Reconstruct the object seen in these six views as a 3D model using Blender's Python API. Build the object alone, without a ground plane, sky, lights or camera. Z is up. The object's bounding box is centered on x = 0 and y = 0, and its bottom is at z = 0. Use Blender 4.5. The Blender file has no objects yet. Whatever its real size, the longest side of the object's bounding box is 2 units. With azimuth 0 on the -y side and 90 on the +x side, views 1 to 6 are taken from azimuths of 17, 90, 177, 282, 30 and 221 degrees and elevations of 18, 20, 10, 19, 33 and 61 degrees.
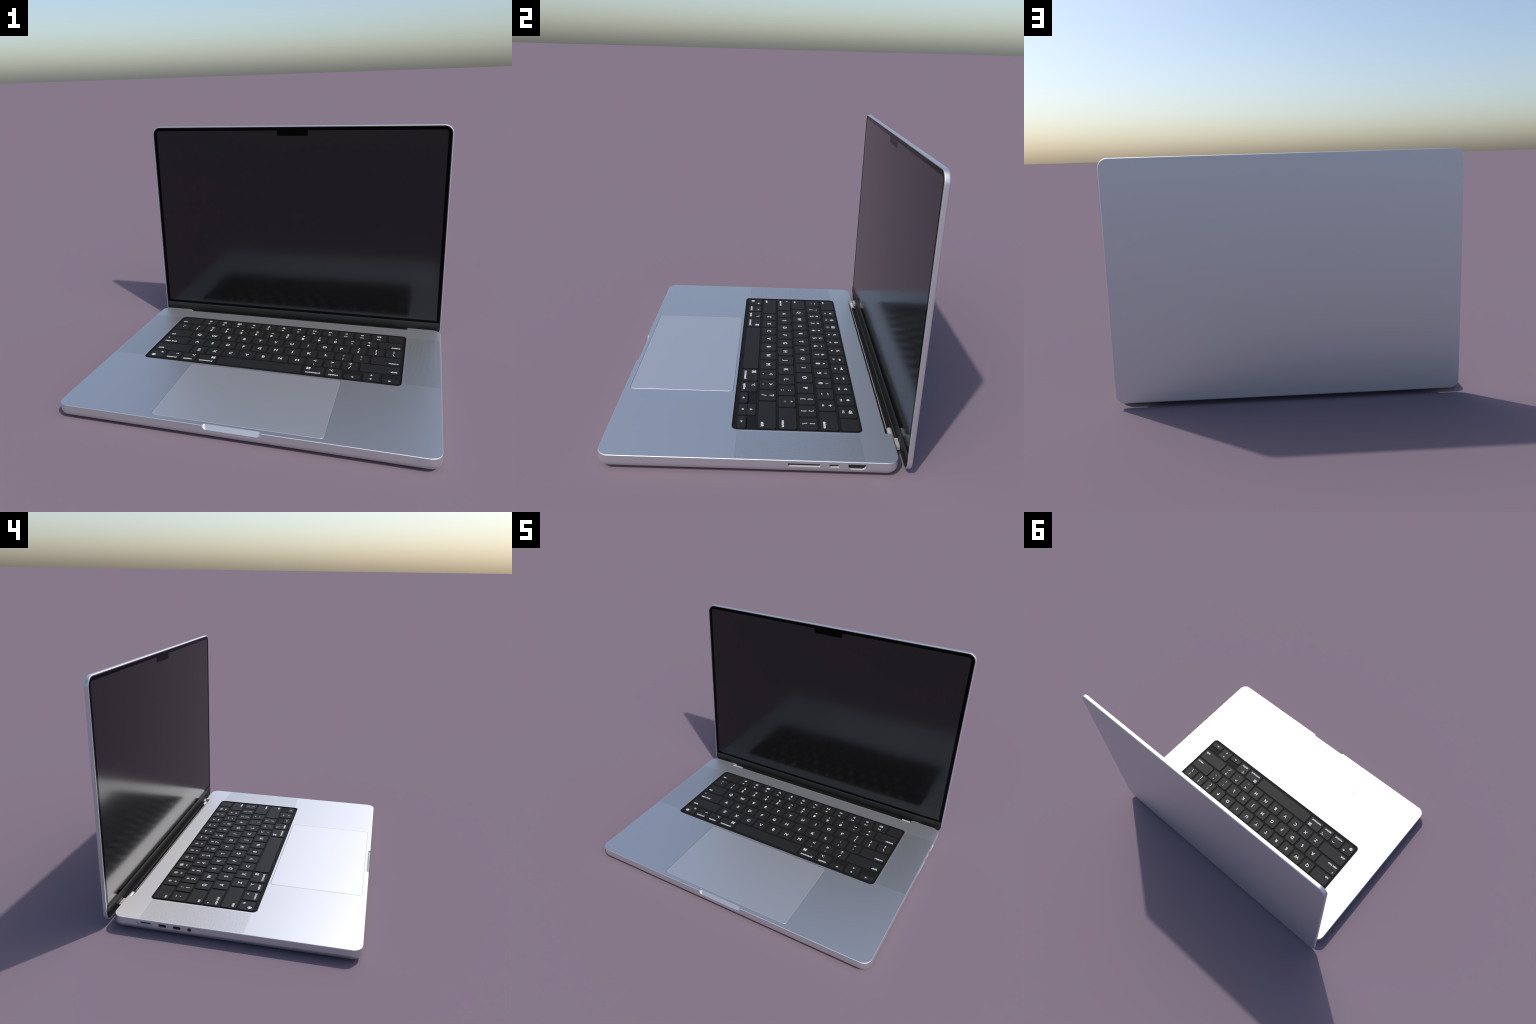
"""Open laptop computer: aluminium base with keyboard and trackpad, upright lid with dark screen."""
import bpy, bmesh
from math import sin, cos, pi, radians, sqrt
from mathutils import Vector, Matrix

# ------------------------------------------------------------------ sizes (metres)
HALF_W = 1.0                      # half width of base and lid
Y_FRONT, Y_REAR = -0.7218, 0.6675  # base depth
Z_BOT, Z_TOP = 0.008, 0.081       # base body
R_CORNER = 0.058                  # plan radius of the base corners
R_BELLY = 0.038                   # rounding under the base
WELL = (-0.786, 0.786, -0.117, 0.527)        # keyboard well
PAD = (-0.4565, 0.4565, -0.6925, -0.1295)    # trackpad recess
GRILLE = (0.797, 0.9925, -0.0895, 0.5085)    # right loudspeaker field
NOTCH_X, NOTCH_Y = 0.785, 0.6355             # cut for the hinge at the rear
LID_Y0, LID_Y1 = 0.6965, 0.7218   # lid front rim / back
LID_Z0, LID_Z1 = 0.0265, 1.4210
R_LID = 0.055
U, ROW = 0.1068, 0.1036           # key pitch across / along
KEY_GAP_X, KEY_GAP_Y = 0.0140, 0.0145
KEY_TOP, WELL_FLOOR = 0.0797, 0.0742
ROW_Y0 = -0.0472                  # centre line of the bottom row
KEYS_LEFT = -7.25 * U

scene = bpy.context.scene
coll = scene.collection


# ------------------------------------------------------------------ materials
def new_mat(name):
    m = bpy.data.materials.new(name)
    m.use_nodes = True
    nt = m.node_tree
    b = nt.nodes["Principled BSDF"]
    return m, nt, b


def add_grain(nt, bsdf, base, spread, scale, rough, rough_spread, bump=0.0):
    """fine noise on Object coordinates: slight change of colour and gloss."""
    tc = nt.nodes.new("ShaderNodeTexCoord")
    no = nt.nodes.new("ShaderNodeTexNoise")
    no.inputs["Scale"].default_value = scale
    no.inputs["Detail"].default_value = 3
    nt.links.new(tc.outputs["Object"], no.inputs["Vector"])
    ramp = nt.nodes.new("ShaderNodeValToRGB")
    ramp.color_ramp.elements[0].position = 0.3
    ramp.color_ramp.elements[1].position = 0.7
    ramp.color_ramp.elements[0].color = [c * (1 - spread) for c in base] + [1]
    ramp.color_ramp.elements[1].color = [c * (1 + spread) for c in base] + [1]
    nt.links.new(no.outputs["Fac"], ramp.inputs["Fac"])
    nt.links.new(ramp.outputs["Color"], bsdf.inputs["Base Color"])
    mr = nt.nodes.new("ShaderNodeMapRange")
    mr.inputs["To Min"].default_value = rough - rough_spread
    mr.inputs["To Max"].default_value = rough + rough_spread
    nt.links.new(no.outputs["Fac"], mr.inputs["Value"])
    nt.links.new(mr.outputs["Result"], bsdf.inputs["Roughness"])
    if bump:
        bp = nt.nodes.new("ShaderNodeBump")
        bp.inputs["Strength"].default_value = bump
        bp.inputs["Distance"].default_value = 0.0005
        nt.links.new(no.outputs["Fac"], bp.inputs["Height"])
        nt.links.new(bp.outputs["Normal"], bsdf.inputs["Normal"])


def make_mat(name, base, rough, metallic=0.0, ior=1.5, spread=0.02, scale=900.0,
             rough_spread=0.01, bump=0.0, spec=0.5):
    m, nt, b = new_mat(name)
    b.inputs["Specular IOR Level"].default_value = spec
    b.inputs["Metallic"].default_value = metallic
    b.inputs["IOR"].default_value = ior
    add_grain(nt, b, base, spread, scale, rough, rough_spread, bump)
    return m


ALU, ALU_ROUGH, ALU_METAL = (0.655, 0.658, 0.680), 0.475, 0.94
M_ALU = make_mat("anodised_aluminium", ALU, ALU_ROUGH, metallic=ALU_METAL)
M_PAD = make_mat("trackpad_glass", ALU, 0.50, metallic=0.865)
M_GRILLE = make_mat("grille_aluminium", ALU, ALU_ROUGH, metallic=ALU_METAL)
M_HINGE = make_mat("hinge_steel", (0.55, 0.545, 0.535), 0.45, metallic=0.5)
M_KEY = make_mat("key_plastic", (0.0155, 0.0157, 0.0166), 0.58, spread=0.05, spec=0.17)
M_WELL = make_mat("well_black", (0.0115, 0.0115, 0.0117), 0.6, spread=0.05, spec=0.06)
M_LEGEND = make_mat("legend_white", (0.70, 0.70, 0.72), 0.55)
M_BEZEL = make_mat("bezel_glass", (0.0006, 0.0006, 0.0007), 0.12, ior=1.15, spread=0.0, rough_spread=0.0)
M_SCREEN = make_mat("screen_glass", (0.0052, 0.0049, 0.0056), 0.15, ior=1.5, spread=0.0, rough_spread=0.0)
M_CHIN = make_mat("hinge_cover_plastic", (0.0115, 0.0118, 0.012), 0.50, spread=0.05, spec=0.28)
M_GASKET = make_mat("gasket_rubber", (0.012, 0.0125, 0.0125), 0.6, spread=0.05)
M_PORT = make_mat("port_black", (0.004, 0.004, 0.0045), 0.5)
M_HOLE = make_mat("grille_hole", (0.06, 0.061, 0.066), 0.6)
M_PORT_PALE = make_mat("port_wall_pale", (0.64, 0.64, 0.63), 0.40, metallic=0.35)
M_FOOT = make_mat("foot_rubber", (0.02, 0.02, 0.02), 0.8)


# ------------------------------------------------------------------ geometry helpers
def rrect(x0, x1, y0, y1, radii, n=10):
    """rounded rectangle, counter-clockwise; radii = one or (x0y0, x1y0, x1y1, x0y1)."""
    if not isinstance(radii, (tuple, list)):
        radii = (radii,) * 4
    corners = [(x0, y0, 1, 1, pi), (x1, y0, -1, 1, 1.5 * pi), (x1, y1, -1, -1, 0), (x0, y1, 1, -1, 0.5 * pi)]
    pts = []
    for (cx, cy, sx, sy, a0), r in zip(corners, radii):
        if r <= 1e-6:
            pts.append((cx, cy))
            continue
        for i in range(n + 1):
            a = a0 + 0.5 * pi * i / n
            pts.append((cx + sx * r + r * cos(a), cy + sy * r + r * sin(a)))
    return pts


def loft(rings, cap0=True, cap1=True):
    """bmesh through rings of equal point count (lists of 3D points)."""
    bm = bmesh.new()
    vr = [[bm.verts.new(p) for p in ring] for ring in rings]
    n = len(rings[0])
    for a, b in zip(vr, vr[1:]):
        for i in range(n):
            j = (i + 1) % n
            bm.faces.new((a[i], a[j], b[j], b[i]))
    if cap0:
        bm.faces.new(list(reversed(vr[0])))
    if cap1:
        bm.faces.new(vr[-1])
    bmesh.ops.recalc_face_normals(bm, faces=bm.faces)
    return bm


def link(name, me, mat, parent=None, loc=(0, 0, 0)):
    ob = bpy.data.objects.new(name, me)
    coll.objects.link(ob)
    ob.location = loc
    if mat is not None and not me.materials:
        me.materials.append(mat)
    ob.parent = parent
    return ob


def to_mesh(bm, name, angle=32):
    me = bpy.data.meshes.new(name)
    bm.to_mesh(me)
    bm.free()
    for p in me.polygons:
        p.use_smooth = True
    me.set_sharp_from_angle(angle=radians(angle))
    return me


def weighted(ob):
    """bake area-weighted normals so large flats stay flat next to small bevels."""
    md = ob.modifiers.new("wn", 'WEIGHTED_NORMAL')
    md.keep_sharp = True
    md.weight = 100
    bake(ob)


def bake(ob):
    bpy.context.view_layer.update()
    dg = bpy.context.evaluated_depsgraph_get()
    me = bpy.data.meshes.new_from_object(ob.evaluated_get(dg), preserve_all_data_layers=True, depsgraph=dg)
    old = ob.data
    ob.modifiers.clear()
    ob.data = me
    me.name = old.name
    bpy.data.meshes.remove(old)


def prism(outline, z0, z1, bevel=0.0, seg=3, inset_bottom=0.0, axis='z', shrink=None):
    """outline extruded along an axis, its z1 rim rounded by `bevel`."""
    def put(p, h):
        return {'z': (p[0], p[1], h), 'y': (p[0], h, p[1]), 'x': (h, p[0], p[1])}[axis]
    rings = [[put(p, z0) for p in outline]]
    if bevel:
        d = 1 if z1 > z0 else -1
        for i in range(seg + 1):
            a = 0.5 * pi * i / seg
            off = bevel * (1 - cos(a))
            z = z1 - d * bevel * (1 - sin(a))
            rings.append([put(p, z) for p in shrink(off)])
    else:
        rings.append([put(p, z1) for p in outline])
    return loft(rings)


def plate(x0, x1, y0, y1, r, z0, z1, bevel=0.0, axis='z', n=8, seg=3):
    def shrink(o):
        rr = [max(q - o, 0.0 if q == 0 else 1e-4) for q in (r if isinstance(r, (tuple, list)) else (r,) * 4)]
        return rrect(x0 + o, x1 - o, y0 + o, y1 - o, rr, n)
    return prism(shrink(0), z0, z1, bevel, seg, axis=axis, shrink=shrink)


def merge(target, other, matrix=None):
    """append bmesh `other` to bmesh `target`."""
    me = bpy.data.meshes.new("tmp")
    other.to_mesh(me)
    other.free()
    if matrix is not None:
        me.transform(matrix)
    target.from_mesh(me)
    bpy.data.meshes.remove(me)


def box(x0, x1, y0, y1, z0, z1):
    return plate(x0, x1, y0, y1, 0, z0, z1)


# ------------------------------------------------------------------ thing
laptop = bpy.data.objects.new("laptop_computer", None)
coll.objects.link(laptop)
laptop["label"] = "silver aluminium laptop standing open with black keys and dark screen"
laptop["category"] = "laptop"


# ------------------------------------------------------------------ base shell
def base_ring(inset, z):
    return [(x, y, z) for x, y in rrect(-HALF_W + inset, HALF_W - inset, Y_FRONT + inset, Y_REAR - inset,
                                        R_CORNER - inset, 14)]


rings = []
for i in range(11):
    a = 0.5 * pi * i / 10
    rings.append(base_ring(R_BELLY * (1 - sin(a)), Z_BOT + R_BELLY * (1 - cos(a))))
EDGE = 0.0038
for i in range(5):
    a = 0.5 * pi * i / 4
    rings.append(base_ring(EDGE * (1 - cos(a)), Z_TOP - EDGE * (1 - sin(a))))
base = link("base_shell", to_mesh(loft(rings), "base_shell"), M_ALU, laptop)

cut = bmesh.new()
merge(cut, plate(*WELL, 0.030, 0.013, Z_TOP + 0.02, n=10))
merge(cut, plate(*PAD, 0.021, Z_TOP - 0.006, Z_TOP + 0.02, n=10))
for s in (1, -1):
    gx = sorted((s * GRILLE[0], s * GRILLE[1]))
    merge(cut, plate(gx[0], gx[1], GRILLE[2], GRILLE[3], 0, Z_TOP - 0.006, Z_TOP + 0.02))
merge(cut, box(-NOTCH_X, NOTCH_X, NOTCH_Y, Y_REAR + 0.05, 0.026, Z_TOP + 0.02))
# finger scoop: a rounded block leaning on a slanted floor at the front edge
scoop = plate(-0.1550, 0.1550, -0.010, 0.080, 0.030, 0.06, 0.0, bevel=0.015, n=8, seg=7)
foot_pt, head_pt = Vector((0, -0.7228, 0.0545)), Vector((0, -0.7070, Z_TOP))
up = (head_pt - foot_pt).normalized()
nrm = Vector((1, 0, 0)).cross(up)              # points out and up, away from the body
fr = Matrix((Vector((1, 0, 0)), up, nrm)).transposed().to_4x4()
fr.translation = foot_pt
merge(cut, scoop, fr)
# ports, drawn in (y, z) on the flank
PORT_DEPTH = 0.032


def pill(y0, y1, z0, z1, r=None):
    return rrect(y0, y1, z0, z1, r if r is not None else 0.5 * (z1 - z0) - 1e-4, 6)


hdmi = [(0.4315, 0.0685), (0.4315, 0.052), (0.436, 0.046), (0.444, 0.0398), (0.499, 0.0398), (0.507, 0.046),
        (0.5115, 0.052), (0.5115, 0.0685)]
RIGHT_PORTS = [(pill(0.1555, 0.3045, 0.0482, 0.0655, 0.006), PORT_DEPTH, 0.013),
               (pill(0.3440, 0.3915, 0.0482, 0.0655), PORT_DEPTH, 0.013),
               (hdmi, PORT_DEPTH, 0.010)]
LEFT_PORTS = [(pill(0.3450, 0.3915, 0.0495, 0.0680), PORT_DEPTH, 0.012),
              (pill(0.2610, 0.3070, 0.0495, 0.0680), PORT_DEPTH, 0.012),
              (pill(0.1998, 0.2228, 0.0473, 0.0703), PORT_DEPTH, 0.003)]
MAGNET_PORT = pill(0.4225, 0.5195, 0.0475, 0.0680, 0.008)
for outl, d, _ in RIGHT_PORTS:
    merge(cut, prism(outl, HALF_W - d, HALF_W + 0.02, axis='x'))
for outl, d, _ in LEFT_PORTS:
    merge(cut, prism(outl, -HALF_W - 0.02, -HALF_W + d, axis='x'))
merge(cut, prism(MAGNET_PORT, -HALF_W - 0.02, -HALF_W + 0.009, axis='x'))
bmesh.ops.recalc_face_normals(cut, faces=cut.faces)
cut_me = bpy.data.meshes.new("cutter")
cut.to_mesh(cut_me)
cut.free()
cutter = link("cutter", cut_me, None)
bo = base.modifiers.new("cut", 'BOOLEAN')
bo.operation = 'DIFFERENCE'
bo.solver = 'EXACT'
bo.object = cutter
bake(base)
bpy.data.objects.remove(cutter)
for p in base.data.polygons:
    p.use_smooth = True
base.data.set_sharp_from_angle(angle=radians(32))
base.data.materials.append(M_PORT_PALE)
for p in base.data.polygons:           # walls of the right port openings get a pale, less metallic look than the shell
    co = [base.data.vertices[i].co for i in p.vertices]
    if p.center.x < HALF_W - 0.0005 and all(v.x > HALF_W - 0.04 and 0.035 < v.z < 0.071 and 0.15 < v.y < 0.53 for v in co):
        p.material_index = 1
weighted(base)

# port linings: black blocks that end some way inside each opening
for outl, d, gap in RIGHT_PORTS:
    link("port_socket", to_mesh(prism(outl, HALF_W - d - 0.004, HALF_W - gap, axis='x'), "port_socket"), M_PORT, base)
for outl, d, gap in LEFT_PORTS:
    link("port_socket", to_mesh(prism(outl, -HALF_W + gap, -HALF_W + d + 0.004, axis='x'), "port_socket"), M_PORT, base)
link("charging_socket", to_mesh(prism(pill(0.4390, 0.4995, 0.0545, 0.0635), -HALF_W + 0.0075, -HALF_W + 0.010, axis='x'),
                                "charging_socket"), M_PORT, base)

# rubber feet under the body
foot_me = None
for sx in (-1, 1):
    for sy in (-1, 1):
        if foot_me is None:
            bm = bmesh.new()
            bmesh.ops.create_cone(bm, cap_ends=True, segments=40, radius1=0.046, radius2=0.050, depth=0.010)
            foot_me = to_mesh(bm, "foot")
        link("foot", foot_me, M_FOOT, laptop, (sx * 0.86, -0.027 + sy * 0.545, 0.005))

# ------------------------------------------------------------------ trackpad
link("trackpad", to_mesh(plate(PAD[0] + 0.0016, PAD[1] - 0.0016, PAD[2] + 0.0016, PAD[3] - 0.0016, 0.020,
                               Z_TOP - 0.0055, Z_TOP + 0.0005, bevel=0.0016, n=10), "trackpad"), M_PAD, laptop)
weighted(bpy.data.objects["trackpad"])


# ------------------------------------------------------------------ loudspeaker grilles: plate full of real holes
def grille_mesh():
    x0, x1, y0, y1 = GRILLE
    nx, ny = 41, 125
    px, py = (x1 - x0) / nx, (y1 - y0) / ny
    hr = 0.00108
    zt, zb = Z_TOP - 0.0001, Z_TOP - 0.0035
    bm = bmesh.new()
    grid = [[bm.verts.new((x0 + i * px, y0 + j * py, zt)) for j in range(ny + 1)] for i in range(nx + 1)]
    dirs = [(cos(pi / 4 * k + pi / 4), sin(pi / 4 * k + pi / 4)) for k in range(8)]
    for i in range(nx):
        for j in range(ny):
            cx, cy = x0 + (i + 0.5) * px, y0 + (j + 0.5) * py
            top = [bm.verts.new((cx + hr * a, cy + hr * b, zt)) for a, b in dirs]
            low = [bm.verts.new((cx + hr * a, cy + hr * b, zb)) for a, b in dirs]
            cor = [grid[i + 1][j + 1], grid[i][j + 1], grid[i][j], grid[i + 1][j]]
            for k in range(4):
                a, b, c = top[2 * k], top[2 * k + 1], top[(2 * k + 2) % 8]
                c0, c1 = cor[k], cor[(k + 1) % 4]
                bm.faces.new((c0, c1, c, b, a))
            for k in range(8):
                m = (k + 1) % 8
                f = bm.faces.new((top[k], top[m], low[m], low[k]))
                f.material_index = 1
            f = bm.faces.new(low)
            f.material_index = 1
    me = bpy.data.meshes.new("speaker_grille")
    bm.to_mesh(me)
    bm.free()
    me.materials.append(M_GRILLE)
    me.materials.append(M_HOLE)
    return me


gm = grille_mesh()
g_right = link("speaker_grille", gm, None, laptop)
g_right["kind"] = "stuff"
g_left = g_right.copy()
g_left.location.x = -(GRILLE[0] + GRILLE[1])
coll.objects.link(g_left)

# ------------------------------------------------------------------ keyboard well floor
link("keyboard_tray", to_mesh(plate(WELL[0] + 0.0003, WELL[1] - 0.0003, WELL[2] + 0.0003, WELL[3] - 0.0003, 0.0297,
                                    0.0125, 0.0150), "keyboard_tray"), M_WELL, laptop)
# web between the keys: bars that leave a fine slit round every key
SLIT = 0.0007
ROW_SPLITS = [[1.5 + i for i in range(13)], [1 + i for i in range(13)], [1.5 + i for i in range(13)],
              [1.75 + i for i in range(12)], [2.25 + i for i in range(11)],
              [1, 2, 3, 4.25, 9.25, 10.5, 11.5, 12.5, 13.5]]
web = bmesh.new()
bx, by = KEY_GAP_X / 2 - SLIT, KEY_GAP_Y / 2 - SLIT
wx0, wx1 = WELL[0] + 0.0024, WELL[1] - 0.0024
edges_y = [WELL[2] + 0.0024] + [ROW_Y0 + (r + 0.5) * ROW for r in range(5)] + [WELL[3] - 0.0024]
for i, y in enumerate(edges_y):
    lo = y if i == 0 else y - by
    hi = y if i == 6 else y + by
    if i == 0:
        hi = ROW_Y0 - ROW / 2 + by
    if i == 6:
        lo = ROW_Y0 + 5.5 * ROW - by
    merge(web, box(wx0, wx1, lo, hi, WELL_FLOOR - 0.004, WELL_FLOOR))
for r, splits in enumerate(reversed(ROW_SPLITS)):
    lo, hi = ROW_Y0 + (r - 0.5) * ROW + by, ROW_Y0 + (r + 0.5) * ROW - by
    for u in splits:
        merge(web, box(KEYS_LEFT + u * U - bx, KEYS_LEFT + u * U + bx, lo + 1e-5, hi - 1e-5, WELL_FLOOR - 0.004, WELL_FLOOR - 0.00002))
    merge(web, box(wx0, KEYS_LEFT + bx, lo + 1e-5, hi - 1e-5, WELL_FLOOR - 0.004, WELL_FLOOR - 0.00002))
    merge(web, box(-KEYS_LEFT - bx, wx1, lo + 1e-5, hi - 1e-5, WELL_FLOOR - 0.004, WELL_FLOOR - 0.00002))
me = bpy.data.meshes.new("keyboard_web")
web.to_mesh(me)
web.free()
link("keyboard_web", me, M_WELL, laptop)
# black lining of the well wall
lin_o = rrect(WELL[0] + 0.0002, WELL[1] - 0.0002, WELL[2] + 0.0002, WELL[3] - 0.0002, 0.0298, 10)
lin_i = rrect(WELL[0] + 0.0022, WELL[1] - 0.0022, WELL[2] + 0.0022, WELL[3] - 0.0022, 0.0278, 10)
zl = Z_TOP - 0.0006
bm = loft([[(x, y, 0.0155) for x, y in lin_o], [(x, y, zl) for x, y in lin_o],
           [(x, y, zl) for x, y in lin_i], [(x, y, 0.0155) for x, y in lin_i]], False, False)
link("keyboard_surround", to_mesh(bm, "keyboard_surround"), M_WELL, laptop)


# ------------------------------------------------------------------ legends
def text_bm(body, size, bold=0.0):
    cu = bpy.data.curves.new("txt", 'FONT')
    cu.body = body
    cu.size = size
    cu.align_x = 'CENTER'
    cu.extrude = 0.0002
    cu.offset = bold
    cu.resolution_u = 3
    ob = bpy.data.objects.new("txt", cu)
    coll.objects.link(ob)
    bpy.context.view_layer.update()
    dg = bpy.context.evaluated_depsgraph_get()
    me = bpy.data.meshes.new_from_object(ob.evaluated_get(dg))
    bpy.data.objects.remove(ob)
    bpy.data.curves.remove(cu)
    bm = bmesh.new()
    bm.from_mesh(me)
    bpy.data.meshes.remove(me)
    return bm


def fit(bm, x, y, height=None, width=None, anchor='c'):
    """scale to a height or width and centre (or left/right align) at x, y."""
    xs = [v.co.x for v in bm.verts]
    ys = [v.co.y for v in bm.verts]
    w, h = max(xs) - min(xs), max(ys) - min(ys)
    s = height / h if height else (width / w if width else 1.0)
    ax = {'c': 0.5 * (max(xs) + min(xs)), 'l': min(xs), 'r': max(xs)}[anchor]
    ay = 0.5 * (max(ys) + min(ys))
    for v in bm.verts:
        v.co.x = (v.co.x - ax) * s + x
        v.co.y = (v.co.y - ay) * s + y
    return bm


def strokes(lines, width, x=0.0, y=0.0, scale=1.0):
    """flat line drawing: every polyline becomes a chain of thin bars with mitred-over joints."""
    bm = bmesh.new()
    h = 0.0002
    w = width / 2
    count = [0]

    def bar(p, q):
        d = (q - p)
        if d.length < 1e-7:
            return
        d.normalize()
        n = Vector((-d.y, d.x)) * w
        p2, q2 = p - d * w * 0.5, q + d * w * 0.5
        c = [p2 + n, p2 - n, q2 - n, q2 + n]
        top = h + 6e-6 * (count[0] % 17)      # no two overlapping bars share a plane
        count[0] += 1
        lo = [bm.verts.new((v.x, v.y, -h)) for v in c]
        hi = [bm.verts.new((v.x, v.y, top)) for v in c]
        bm.faces.new(hi)
        for i in range(4):
            j = (i + 1) % 4
            bm.faces.new((lo[i], lo[j], hi[j], hi[i]))
    for ln in lines:
        pts = [Vector((x + a * scale, y + b * scale)) for a, b in ln]
        for p, q in zip(pts, pts[1:]):
            bar(p, q)
    return bm


def fill(poly, x=0.0, y=0.0, scale=1.0):
    bm = bmesh.new()
    h = 0.0002
    lo = [bm.verts.new((x + a * scale, y + b * scale, -h)) for a, b in poly]
    hi = [bm.verts.new((x + a * scale, y + b * scale, h)) for a, b in poly]
    bm.faces.new(hi)
    n = len(poly)
    for i in range(n):
        bm.faces.new((lo[i], lo[(i + 1) % n], hi[(i + 1) % n], hi[i]))
    bmesh.ops.recalc_face_normals(bm, faces=bm.faces)
    return bm


def arc(cx, cy, r, a0, a1, n=10):
    return [(cx + r * cos(radians(a0 + (a1 - a0) * i / n)), cy + r * sin(radians(a0 + (a1 - a0) * i / n)))
            for i in range(n + 1)]


def rays(n, r0, r1):
    return [[(r0 * cos(2 * pi * k / n), r0 * sin(2 * pi * k / n)), (r1 * cos(2 * pi * k / n), r1 * sin(2 * pi * k / n))]
            for k in range(n)]


def command_sign():
    s, q = 0.5, 0.45
    ls = [[(-s, -s), (s, -s)], [(-s, s), (s, s)], [(-s, -s), (-s, s)], [(s, -s), (s, s)]]
    for sx in (-1, 1):
        for sy in (-1, 1):
            cx, cy = sx * (s + q * 0.75), sy * (s + q * 0.75)
            ls.append(arc(cx, cy, q, 0, 360, 12))
    return ls


def speaker(x0=-0.6):
    return [(x0, 0.28), (x0 + 0.35, 0.28), (x0 + 0.8, 0.65), (x0 + 0.8, -0.65), (x0 + 0.35, -0.28), (x0, -0.28)]


def tri(dx, d=1, s=0.5):
    return [(dx - d * s * 0.9, s), (dx - d * s * 0.9, -s), (dx + d * s * 0.9, 0)]


def icon(kind):
    """list of bmeshes for a function-key symbol around the origin, about 0.026 wide."""
    S, W = 0.0122, 0.0025
    if kind == 'dim':
        return [strokes([arc(0, 0, 0.36, 0, 360, 14)] + rays(8, 0.62, 0.82), W, scale=S)]
    if kind == 'bright':
        return [strokes([arc(0, 0, 0.42, 0, 360, 14)] + rays(8, 0.70, 1.05), W, scale=S)]
    if kind == 'windows':
        return [strokes([[(-1, .75), (-.1, .75), (-.1, .1), (-1, .1), (-1, .75)], [(-1, -.15), (-.1, -.15), (-.1, -.75), (-1, -.75), (-1, -.15)],
                         [(.15, .75), (1, .75), (1, -.75), (.15, -.75), (.15, .75)]], W, scale=S)]
    if kind == 'search':
        return [strokes([arc(-.15, .15, .5, 0, 360, 14), [(.22, -.22), (.7, -.7)]], W * 1.1, scale=S)]
    if kind == 'mic':
        return [fill(rrect(-.26, .26, -.25, .95, .25, 4), scale=S),
                strokes([arc(0, -.05, .5, 180, 360, 10), [(0, -.55), (0, -.9)], [(-.3, -.9), (.3, -.9)]], W, scale=S)]
    if kind == 'moon':
        return [strokes([arc(0, 0, .7, 60, 330, 16), arc(.42, .3, .55, 115, 300, 10)], W, scale=S)]
    if kind == 'back':
        return [fill(tri(-.5, -1, .5), scale=S), fill(tri(.4, -1, .5), scale=S)]
    if kind == 'play':
        return [fill(tri(-.45, 1, .55), scale=S), strokes([[(.3, -.5), (.3, .5)], [(.75, -.5), (.75, .5)]], W * 1.2, scale=S)]
    if kind == 'forward':
        return [fill(tri(-.45, 1, .5), scale=S), fill(tri(.45, 1, .5), scale=S)]
    if kind == 'mute':
        return [strokes([speaker(-.4) + [speaker(-.4)[0]]], W, scale=S)]
    if kind == 'quiet':
        return [strokes([speaker(-.75) + [speaker(-.75)[0]], arc(-.1, 0, .55, -38, 38, 6)], W, scale=S)]
    if kind == 'loud':
        return [strokes([speaker(-1.0) + [speaker(-1.0)[0]], arc(-.4, 0, .55, -38, 38, 6), arc(-.4, 0, .95, -40, 40, 6),
                         arc(-.4, 0, 1.35, -42, 42, 6)], W * 0.9, scale=S)]


WORD = 0.0196      # type size of the small words, set so that "command" is 0.087 wide
_probe = text_bm("command", 1.0)
_px = [v.co.x for v in _probe.verts]
WORD = 0.085 / (max(_px) - min(_px))
_probe.free()
CAP = 0.0240
BOLD = 0.00042


def word(t, x, y, anchor, size=WORD):
    bm = text_bm(t, size, BOLD * 0.7)
    xs = [v.co.x for v in bm.verts]
    ax = {'c': 0.5 * (max(xs) + min(xs)), 'l': min(xs), 'r': max(xs)}[anchor]
    for v in bm.verts:
        v.co.x += x - ax
        v.co.y += y - 0.27 * size            # x-height centred
    return bm


_cap_probe = text_bm("H", 1.0)
_cy = [v.co.y for v in _cap_probe.verts]
CAP_H = max(_cy) - min(_cy)
_cap_probe.free()


def glyph(t, x, y, cap=CAP):
    """a character at a given cap height, on a common centre line."""
    size = cap / CAP_H
    bm = text_bm(t, size, BOLD)
    xs = [v.co.x for v in bm.verts]
    ax = 0.5 * (max(xs) + min(xs))
    for v in bm.verts:
        v.co.x += x - ax
        v.co.y += y - cap / 2
    return bm


def centred(t, x, y, height):
    return fit(text_bm(t, 0.03, BOLD), x, y, height=height)


# ------------------------------------------------------------------ keys
key_meshes = {}


def key_mesh(w, h):
    k = (round(w, 5), round(h, 5))
    if k not in key_meshes:
        t = KEY_TOP - WELL_FLOOR
        bm = plate(-w / 2, w / 2, -h / 2, h / 2, 0.0085, -t + 0.0002, 0, bevel=0.0011, n=5, seg=2)
        me = to_mesh(bm, "key")
        key_meshes[k] = me
        ob = link("key_master", me, M_KEY)
        weighted(ob)
        key_meshes[k] = ob.data
        bpy.data.objects.remove(ob)
    return key_meshes[k]


def add_key(x0_units, w_units, row, legend, half=None):
    w = w_units * U - KEY_GAP_X
    h = ROW - KEY_GAP_Y
    x = KEYS_LEFT + (x0_units + w_units / 2) * U
    y = ROW_Y0 + row * ROW
    if half == 'low':
        y, h = y - h / 4 - 0.0003, h / 2 - 0.0006
    elif half == 'high':
        y, h = y + h / 4 + 0.0003, h / 2 - 0.0006
    k = link("key", key_mesh(w, h), M_KEY, laptop, (x, y, KEY_TOP))
    if legend:
        bm = bmesh.new()
        for part in legend:
            merge(bm, part)
        me = bpy.data.meshes.new("key_legend")
        bm.to_mesh(me)
        bm.free()
        link("key_legend", me, M_LEGEND, k, (0, 0, 0.00025))
    return k


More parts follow.
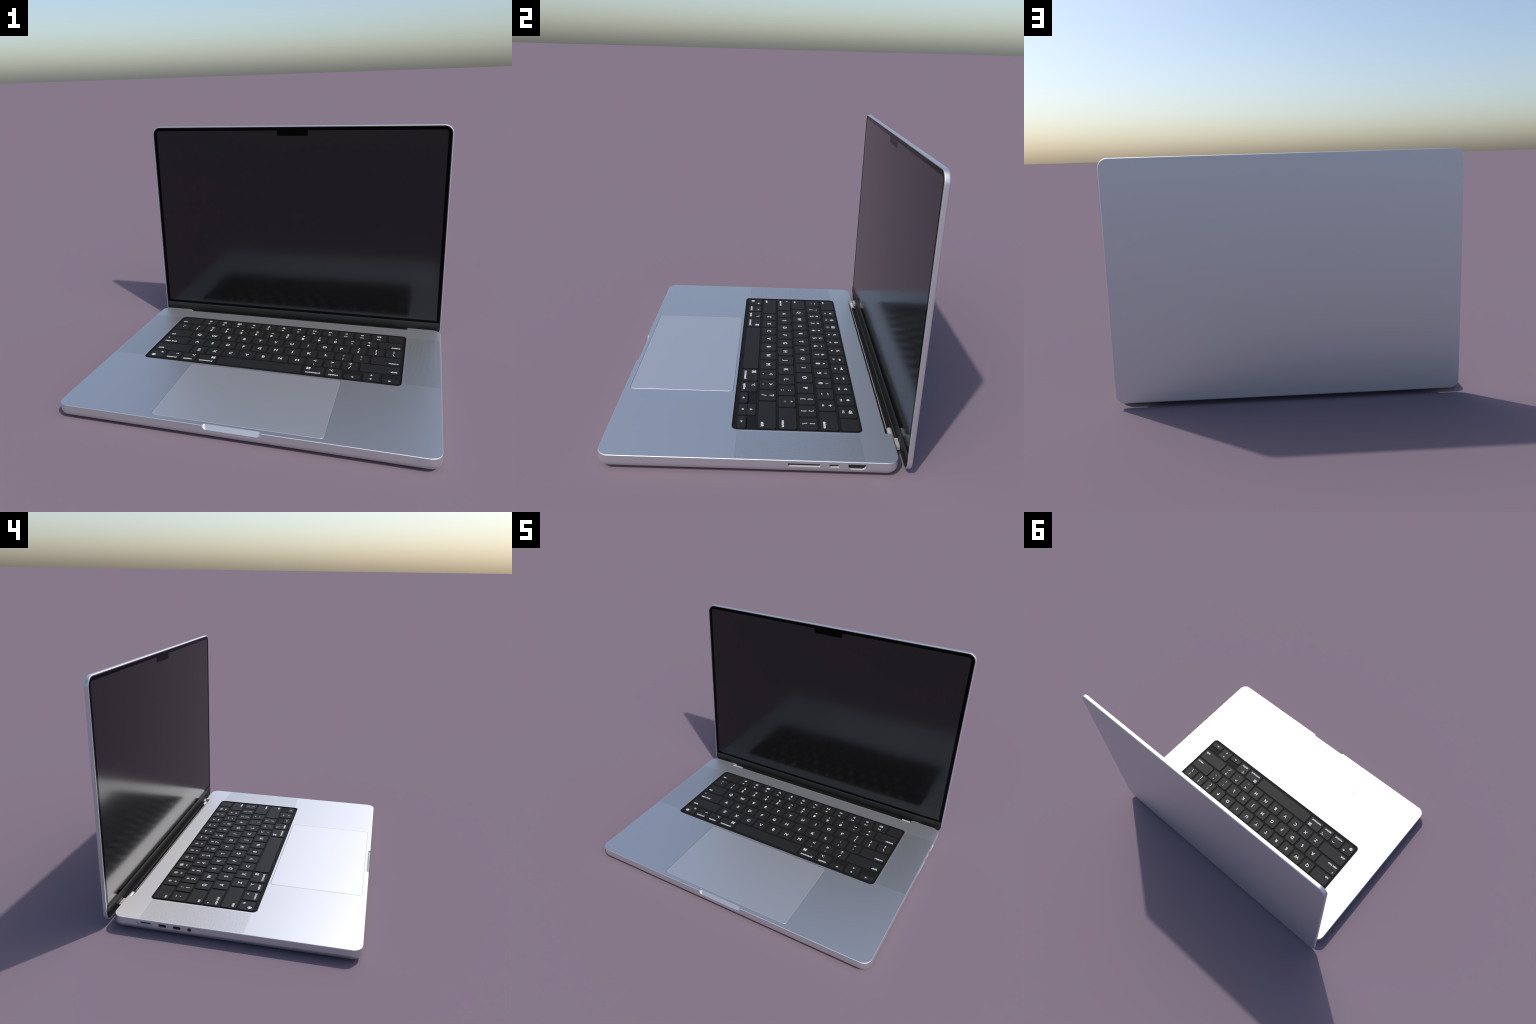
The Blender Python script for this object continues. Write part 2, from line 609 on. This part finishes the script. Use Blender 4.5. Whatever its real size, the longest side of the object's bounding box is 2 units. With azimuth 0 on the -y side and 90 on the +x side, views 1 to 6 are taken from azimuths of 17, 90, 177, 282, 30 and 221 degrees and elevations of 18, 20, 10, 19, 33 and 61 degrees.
def two(low, high, ylow=-0.0165, yhigh=0.0195, clow=0.0225, chigh=0.019):
    return [glyph(low, 0, ylow, clow), glyph(high, 0, yhigh, chigh)]


L_IN, R_IN = 0.0150, 0.0120        # inset of left and right aligned words
Y_WORD = -0.0238


def left_word(t, w):
    return word(t, -(w * U - KEY_GAP_X) / 2 + L_IN, Y_WORD, 'l')


def right_word(t, w):
    return word(t, (w * U - KEY_GAP_X) / 2 - R_IN, Y_WORD, 'r')


# function row
add_key(0, 1.5, 5, [left_word("esc", 1.5)])
for i, kind in enumerate(['dim', 'bright', 'windows', 'search', 'mic', 'moon', 'back', 'play', 'forward', 'mute',
                          'quiet', 'loud']):
    parts = icon(kind)
    for p in parts:
        for v in p.verts:
            v.co.y += 0.0148
    add_key(1.5 + i, 1, 5, parts + [fit(text_bm("F%d" % (i + 1), 0.016, BOLD * 0.6), 0, -0.0222, height=0.0112)])
sensor = add_key(13.5, 1, 5, None)
bm = loft([[(r * cos(2 * pi * i / 48), r * sin(2 * pi * i / 48), z) for i in range(48)]
           for r, z in ((0.0290, -0.0002), (0.0290, 0.0003), (0.0264, 0.0003), (0.0264, -0.0002))], False, False)
link("sensor_ring", to_mesh(bm, "sensor_ring"), M_PORT, sensor)

# number row
for i, (lo, hi) in enumerate(zip("`1234567890-=", "~!@#$%^&*()_+")):
    if lo == '`':
        parts = [centred("~", 0, 0.0195, 0.006), centred("`", 0.001, -0.0065, 0.0065)]
    elif lo == '-':
        parts = [strokes([[(-0.006, 0), (0.006, 0)]], 0.0032, 0, -0.0165), strokes([[(-0.009, 0), (0.009, 0)]], 0.0032, 0, 0.0165)]
    elif lo == '=':
        parts = [strokes([[(-0.007, 0.0032), (0.007, 0.0032)], [(-0.007, -0.0032), (0.007, -0.0032)]], 0.003, 0, -0.0185),
                 strokes([[(-0.0085, 0), (0.0085, 0)], [(0, -0.0085), (0, 0.0085)]], 0.003, 0, 0.0195)]
    elif hi == '*':
        parts = [glyph(lo, 0, -0.0158), strokes(rays(5, 0, 0.0068), 0.0028, 0, 0.0195)]
    elif hi == '^':
        parts = [glyph(lo, 0, -0.0158), strokes([[(-0.007, -0.004), (0, 0.004), (0.007, -0.004)]], 0.003, 0, 0.021)]
    else:
        parts = [glyph(lo, 0, -0.0158), centred(hi, 0, 0.0202, 0.0172)]
    add_key(i, 1, 4, parts)
add_key(13, 1.5, 4, [right_word("delete", 1.5)])

# letter rows
add_key(0, 1.5, 3, [left_word("tab", 1.5)])
for i, c in enumerate("QWERTYUIOP"):
    add_key(1.5 + i, 1, 3, [glyph(c, 0, 0)])
for i, (lo, hi) in enumerate((("[", "{"), ("]", "}"))):
    add_key(11.5 + i, 1, 3, [centred(lo, 0, -0.0185, 0.0265), centred(hi, 0, 0.0200, 0.0265)])
add_key(13.5, 1, 3, [strokes([[(-0.0042, 0.0125), (0.0042, -0.0125)]], 0.0032, 0, -0.0186),
                     strokes([[(0, 0.0125), (0, -0.0125)]], 0.0032, 0, 0.0195)])

caps_w = 1.75 * U - KEY_GAP_X
add_key(0, 1.75, 2, [left_word("caps lock", 1.75), fill(arc(0, 0, 0.0042, 0, 342, 19), -caps_w / 2 + 0.0200, 0.0225)])
for i, c in enumerate("ASDFGHJKL"):
    k = add_key(1.75 + i, 1, 2, [glyph(c, 0, 0)])
    if c in "FJ":
        bm = plate(-0.011, 0.011, -0.0012, 0.0012, 0.0011, -0.0003, 0.0009, bevel=0.0005, n=3)
        link("key_bump", to_mesh(bm, "key_bump"), M_KEY, k, (0, -0.0325, 0))
add_key(10.75, 1, 2, [glyph(";", 0, -0.0185, 0.020), glyph(":", 0, 0.0195, 0.020)])
add_key(11.75, 1, 2, [centred("'", 0, -0.0110, 0.0085), centred('"', 0, 0.0240, 0.0085)])
add_key(12.75, 1.75, 2, [right_word("return", 1.75)])

add_key(0, 2.25, 1, [left_word("shift", 2.25)])
for i, c in enumerate("ZXCVBNM"):
    add_key(2.25 + i, 1, 1, [glyph(c, 0, 0)])
chev = [(0.0085, 0.0075), (-0.0080, 0), (0.0085, -0.0075)]
add_key(9.25, 1, 1, [centred(",", 0, -0.0275, 0.0085), strokes([chev], 0.0032, 0, 0.0175)])
add_key(10.25, 1, 1, [fill(arc(0, 0, 0.0025, 0, 330, 11), 0, -0.0262), strokes([[(-a, b) for a, b in chev]], 0.0032, 0, 0.0175)])
add_key(11.25, 1, 1, [strokes([[(-0.0055, -0.0125), (0.0055, 0.0125)]], 0.0032, 0, -0.0196), strokes([arc(0, 0.0055, 0.0062, 160, -65, 12) + [(0, -0.0045)]], 0.0034, 0, 0.0212), fill(arc(0, 0, 0.0021, 0, 330, 11), 0, 0.0118)])
add_key(12.25, 2.25, 1, [right_word("shift", 2.25)])

# bottom row
globe = [arc(0, 0, 0.0108, 0, 360, 28), [(-0.0108, 0), (0.0108, 0)], [(0, -0.0108), (0, 0.0108)],
         [(0.0052 * cos(radians(a)), 0.0108 * sin(radians(a))) for a in range(0, 361, 20)],
         arc(0, 0.0165, 0.0145, 228, 312, 8), arc(0, -0.0165, 0.0145, 48, 132, 8)]
add_key(0, 1, 0, [strokes(globe, 0.0020, -0.0190, -0.0188), word("fn", 0.0228, 0.0222, 'c')])
add_key(1, 1, 0, [word("control", 0, -0.0247, 'c'), strokes([[(-0.0085, -0.0045), (0, 0.0045), (0.0085, -0.0045)]], 0.0028, 0.0206, 0.0240)])
opt = [[(-0.0115, 0.0075), (-0.0045, 0.0075), (0.0045, -0.0075), (0.0115, -0.0075)], [(0.0030, 0.0075), (0.0115, 0.0075)]]
cmd = command_sign()
add_key(2, 1, 0, [word("option", 0, -0.0247, 'c'), strokes(opt, 0.0027, 0.0230, 0.0235)])
add_key(3, 1.25, 0, [word("command", 0, -0.0247, 'c'), strokes(cmd, 0.0028, 0.0345, 0.0225, 0.0088)])
add_key(4.25, 5, 0, None)
add_key(9.25, 1.25, 0, [word("command", 0, -0.0247, 'c'), strokes(cmd, 0.0028, -0.0338, 0.0225, 0.0088)])
add_key(10.5, 1, 0, [word("option", 0, -0.0247, 'c'), strokes(opt, 0.0027, -0.0185, 0.0235)])
T = 0.0078
add_key(11.5, 1, 0, [fill([(T, T * 0.75), (-T, 0), (T, -T * 0.75)], 0.001, -0.0015)], 'low')
add_key(12.5, 1, 0, [fill([(-T * 0.85, -T * 0.8), (T * 0.85, -T * 0.8), (0, T * 0.8)], 0, -0.0005)], 'high')
add_key(12.5, 1, 0, [fill([(-T * 0.85, T * 0.8), (0, -T * 0.8), (T * 0.85, T * 0.8)], 0, -0.002)], 'low')
add_key(13.5, 1, 0, [fill([(-T, T * 0.75), (-T, -T * 0.75), (T, 0)], -0.001, -0.0015)], 'low')
# blank panels beside the upward arrow
for u in (11.5, 13.5):
    w = U - KEY_GAP_X * 0.4
    x = KEYS_LEFT + (u + 0.5) * U
    bm = plate(x - w / 2, x + w / 2, ROW_Y0 + 0.0035, ROW_Y0 + 0.0455, 0.003, WELL_FLOOR - 0.001, WELL_FLOOR + 0.0016,
               bevel=0.0006, n=3)
    link("blank_panel", to_mesh(bm, "blank_panel"), M_WELL, laptop)


# ------------------------------------------------------------------ lid
def lid_ring(inset, y, top_only=None):
    r = R_LID - inset
    return [(x, y, z) for x, z in rrect(-HALF_W + inset, HALF_W - inset, LID_Z0 + inset, LID_Z1 - inset, r, 14)]


BACK_R = 0.0075
RIM = 0.0058
rings = []
for i in range(7):
    a = 0.5 * pi * i / 6
    rings.append(lid_ring(BACK_R * (1 - sin(a)), LID_Y1 - BACK_R * (1 - cos(a))))
for i in range(6):
    a = 0.5 * pi * i / 5
    rings.append(lid_ring(0.0030 * (1 - cos(a)), LID_Y0 + 0.0030 * (1 - sin(a))))
rings += [lid_ring(RIM, LID_Y0), lid_ring(RIM, 0.7050)]
lid = link("lid_shell", to_mesh(loft(rings), "lid_shell"), M_ALU, laptop)
weighted(lid)

GL = 0.0105                       # inset of the glass from the lid outline
GLASS_Y, GLASS_Z = 0.6993, 0.1180
# rubber seal round the glass
rings = [lid_ring(RIM + 0.0002, 0.7048), lid_ring(RIM + 0.0002, 0.6976), lid_ring(RIM + 0.0010, 0.6970),
         lid_ring(GL - 0.0012, 0.6974), lid_ring(GL, 0.6985), lid_ring(GL, 0.7048)]
link("screen_seal", to_mesh(loft(rings, False, False), "screen_seal"), M_GASKET, lid)
# black glass with the bezel
bm = plate(-HALF_W + GL + 0.0001, HALF_W - GL - 0.0001, GLASS_Z, LID_Z1 - GL - 0.0001,
           (0, 0, R_LID - GL, R_LID - GL), 0.7049, GLASS_Y, axis='y', n=12)
link("bezel_glass", to_mesh(bm, "bezel_glass"), M_BEZEL, lid)
# lit area with a camera notch in its top edge
SX, SZ0, SZ1, SR = 0.9690, 0.1362, 1.3912, 0.020
NX, NZ, NR = 0.1035, 1.3570, 0.006
out = [(-SX, SZ0), (SX, SZ0)]
out += [(SX - SR + SR * cos(a), SZ1 - SR + SR * sin(a)) for a in [0.5 * pi * i / 8 for i in range(9)]]
out += [(NX + NR, SZ1), (NX + 0.001, SZ1 - 0.002), (NX, SZ1 - NR)]
out += [(NX - NR + NR * cos(-a), NZ + NR + NR * sin(-a)) for a in [0.5 * pi * i / 4 for i in range(5)]]
out += [(-NX + NR - NR * sin(a), NZ + NR - NR * cos(a)) for a in [0.5 * pi * i / 4 for i in range(5)]]
out += [(-NX, SZ1 - NR), (-NX - 0.001, SZ1 - 0.002), (-NX - NR, SZ1)]
out += [(-SX + SR - SR * sin(a), SZ1 - SR + SR * cos(a)) for a in [0.5 * pi * i / 8 for i in range(9)]]
bm = prism(out, GLASS_Y + 0.001, GLASS_Y - 0.0003, axis='y')
me = bpy.data.meshes.new("display_panel")
bm.to_mesh(me)
bm.free()
link("display_panel", me, M_SCREEN, lid)

# dark hinge cover below the glass: a shallow bulge with rounded lower corners
def cover_rings(profile, half, zb, rc):
    rr = []
    for y, z in profile:
        hw = half
        if z < zb + rc:
            hw = half - (rc - sqrt(max(rc * rc - (rc - (z - zb)) ** 2, 0)))
        rr.append([(-hw, y, z), (hw, y, z), (hw, 0.7050, z), (-hw, 0.7050, z)])
    return rr


prof = [(0.6992, 0.1178), (0.6982, 0.1172), (0.6972, 0.1150), (0.6960, 0.1110), (0.6950, 0.1050), (0.6942, 0.0970),
        (0.6939, 0.0890), (0.6941, 0.0810), (0.6947, 0.0730), (0.6957, 0.0670), (0.6966, 0.0640), (0.6980, 0.0620)]
link("hinge_cover", to_mesh(loft(cover_rings(prof, 0.9870, 0.0600, 0.036)), "hinge_cover", 50), M_CHIN, lid)
prof = [(0.6990, 0.1170), (0.6985, 0.0900), (0.6983, 0.0600), (0.6983, 0.0420), (0.6990, 0.0385)]
link("lower_seal", to_mesh(loft(cover_rings(prof, 0.9893, 0.0380, 0.044)), "lower_seal"), M_GASKET, lid)

# ------------------------------------------------------------------ hinge in the rear notch
def bar_profile(pts, x0, x1):
    return loft([[(x0, y, z) for y, z in pts], [(x1, y, z) for y, z in pts]])


def sector(cy, cz, r, a0, a1, n):
    return [(cy + r * cos(radians(a0 + (a1 - a0) * i / n)), cz + r * sin(radians(a0 + (a1 - a0) * i / n))) for i in range(n + 1)]


CY, CZ = 0.6680, 0.0370
barrel = sector(CY, CZ, 0.0095, 0, 345, 23)
link("hinge_barrel", to_mesh(bar_profile(barrel, -0.712, 0.712), "hinge_barrel"), M_CHIN, laptop)
link("hinge_trim", to_mesh(box(-0.712, 0.712, 0.6490, 0.6518, 0.0560, 0.0702), "hinge_trim"), M_HINGE, laptop)
bm = box(-NOTCH_X + 0.001, NOTCH_X - 0.001, NOTCH_Y + 0.0005, 0.6640, 0.0255, 0.0300)
merge(bm, box(-0.712, 0.712, NOTCH_Y + 0.0006, 0.6488, 0.0302, 0.0680))
merge(bm, box(-NOTCH_X + 0.001, NOTCH_X - 0.001, 0.6642, 0.6945, 0.0300, 0.0360))
link("notch_lining", to_mesh(bm, "notch_lining"), M_WELL, laptop)
for s in (1, -1):
    kz = 0.0515
    arch = sector(CY, kz, 0.0135, 20, 200, 18) + list(reversed(sector(CY, kz, 0.0085, 20, 200, 18)))
    xs = sorted((s * 0.7125, s * 0.7845))
    hk = link("hinge_knuckle", to_mesh(bar_profile(arch, *xs), "hinge_knuckle"), M_HINGE, laptop)
    xs = sorted((s * 0.7130, s * 0.7700))
    link("hinge_core", to_mesh(bar_profile(sector(CY, kz, 0.0083, 0, 345, 23), *xs), "hinge_core"), M_WELL, hk)
    xs = sorted((s * 0.7870, s * 0.8350))
    bm = box(xs[0], xs[1], 0.6770, 0.6955, 0.0400, 0.0600)
    xs = sorted((s * 0.8355, s * 0.8500))
    merge(bm, box(xs[0], xs[1], 0.6820, 0.6955, 0.0400, 0.0580))
    link("hinge_bracket", to_mesh(bm, "hinge_bracket"), M_HINGE, hk)
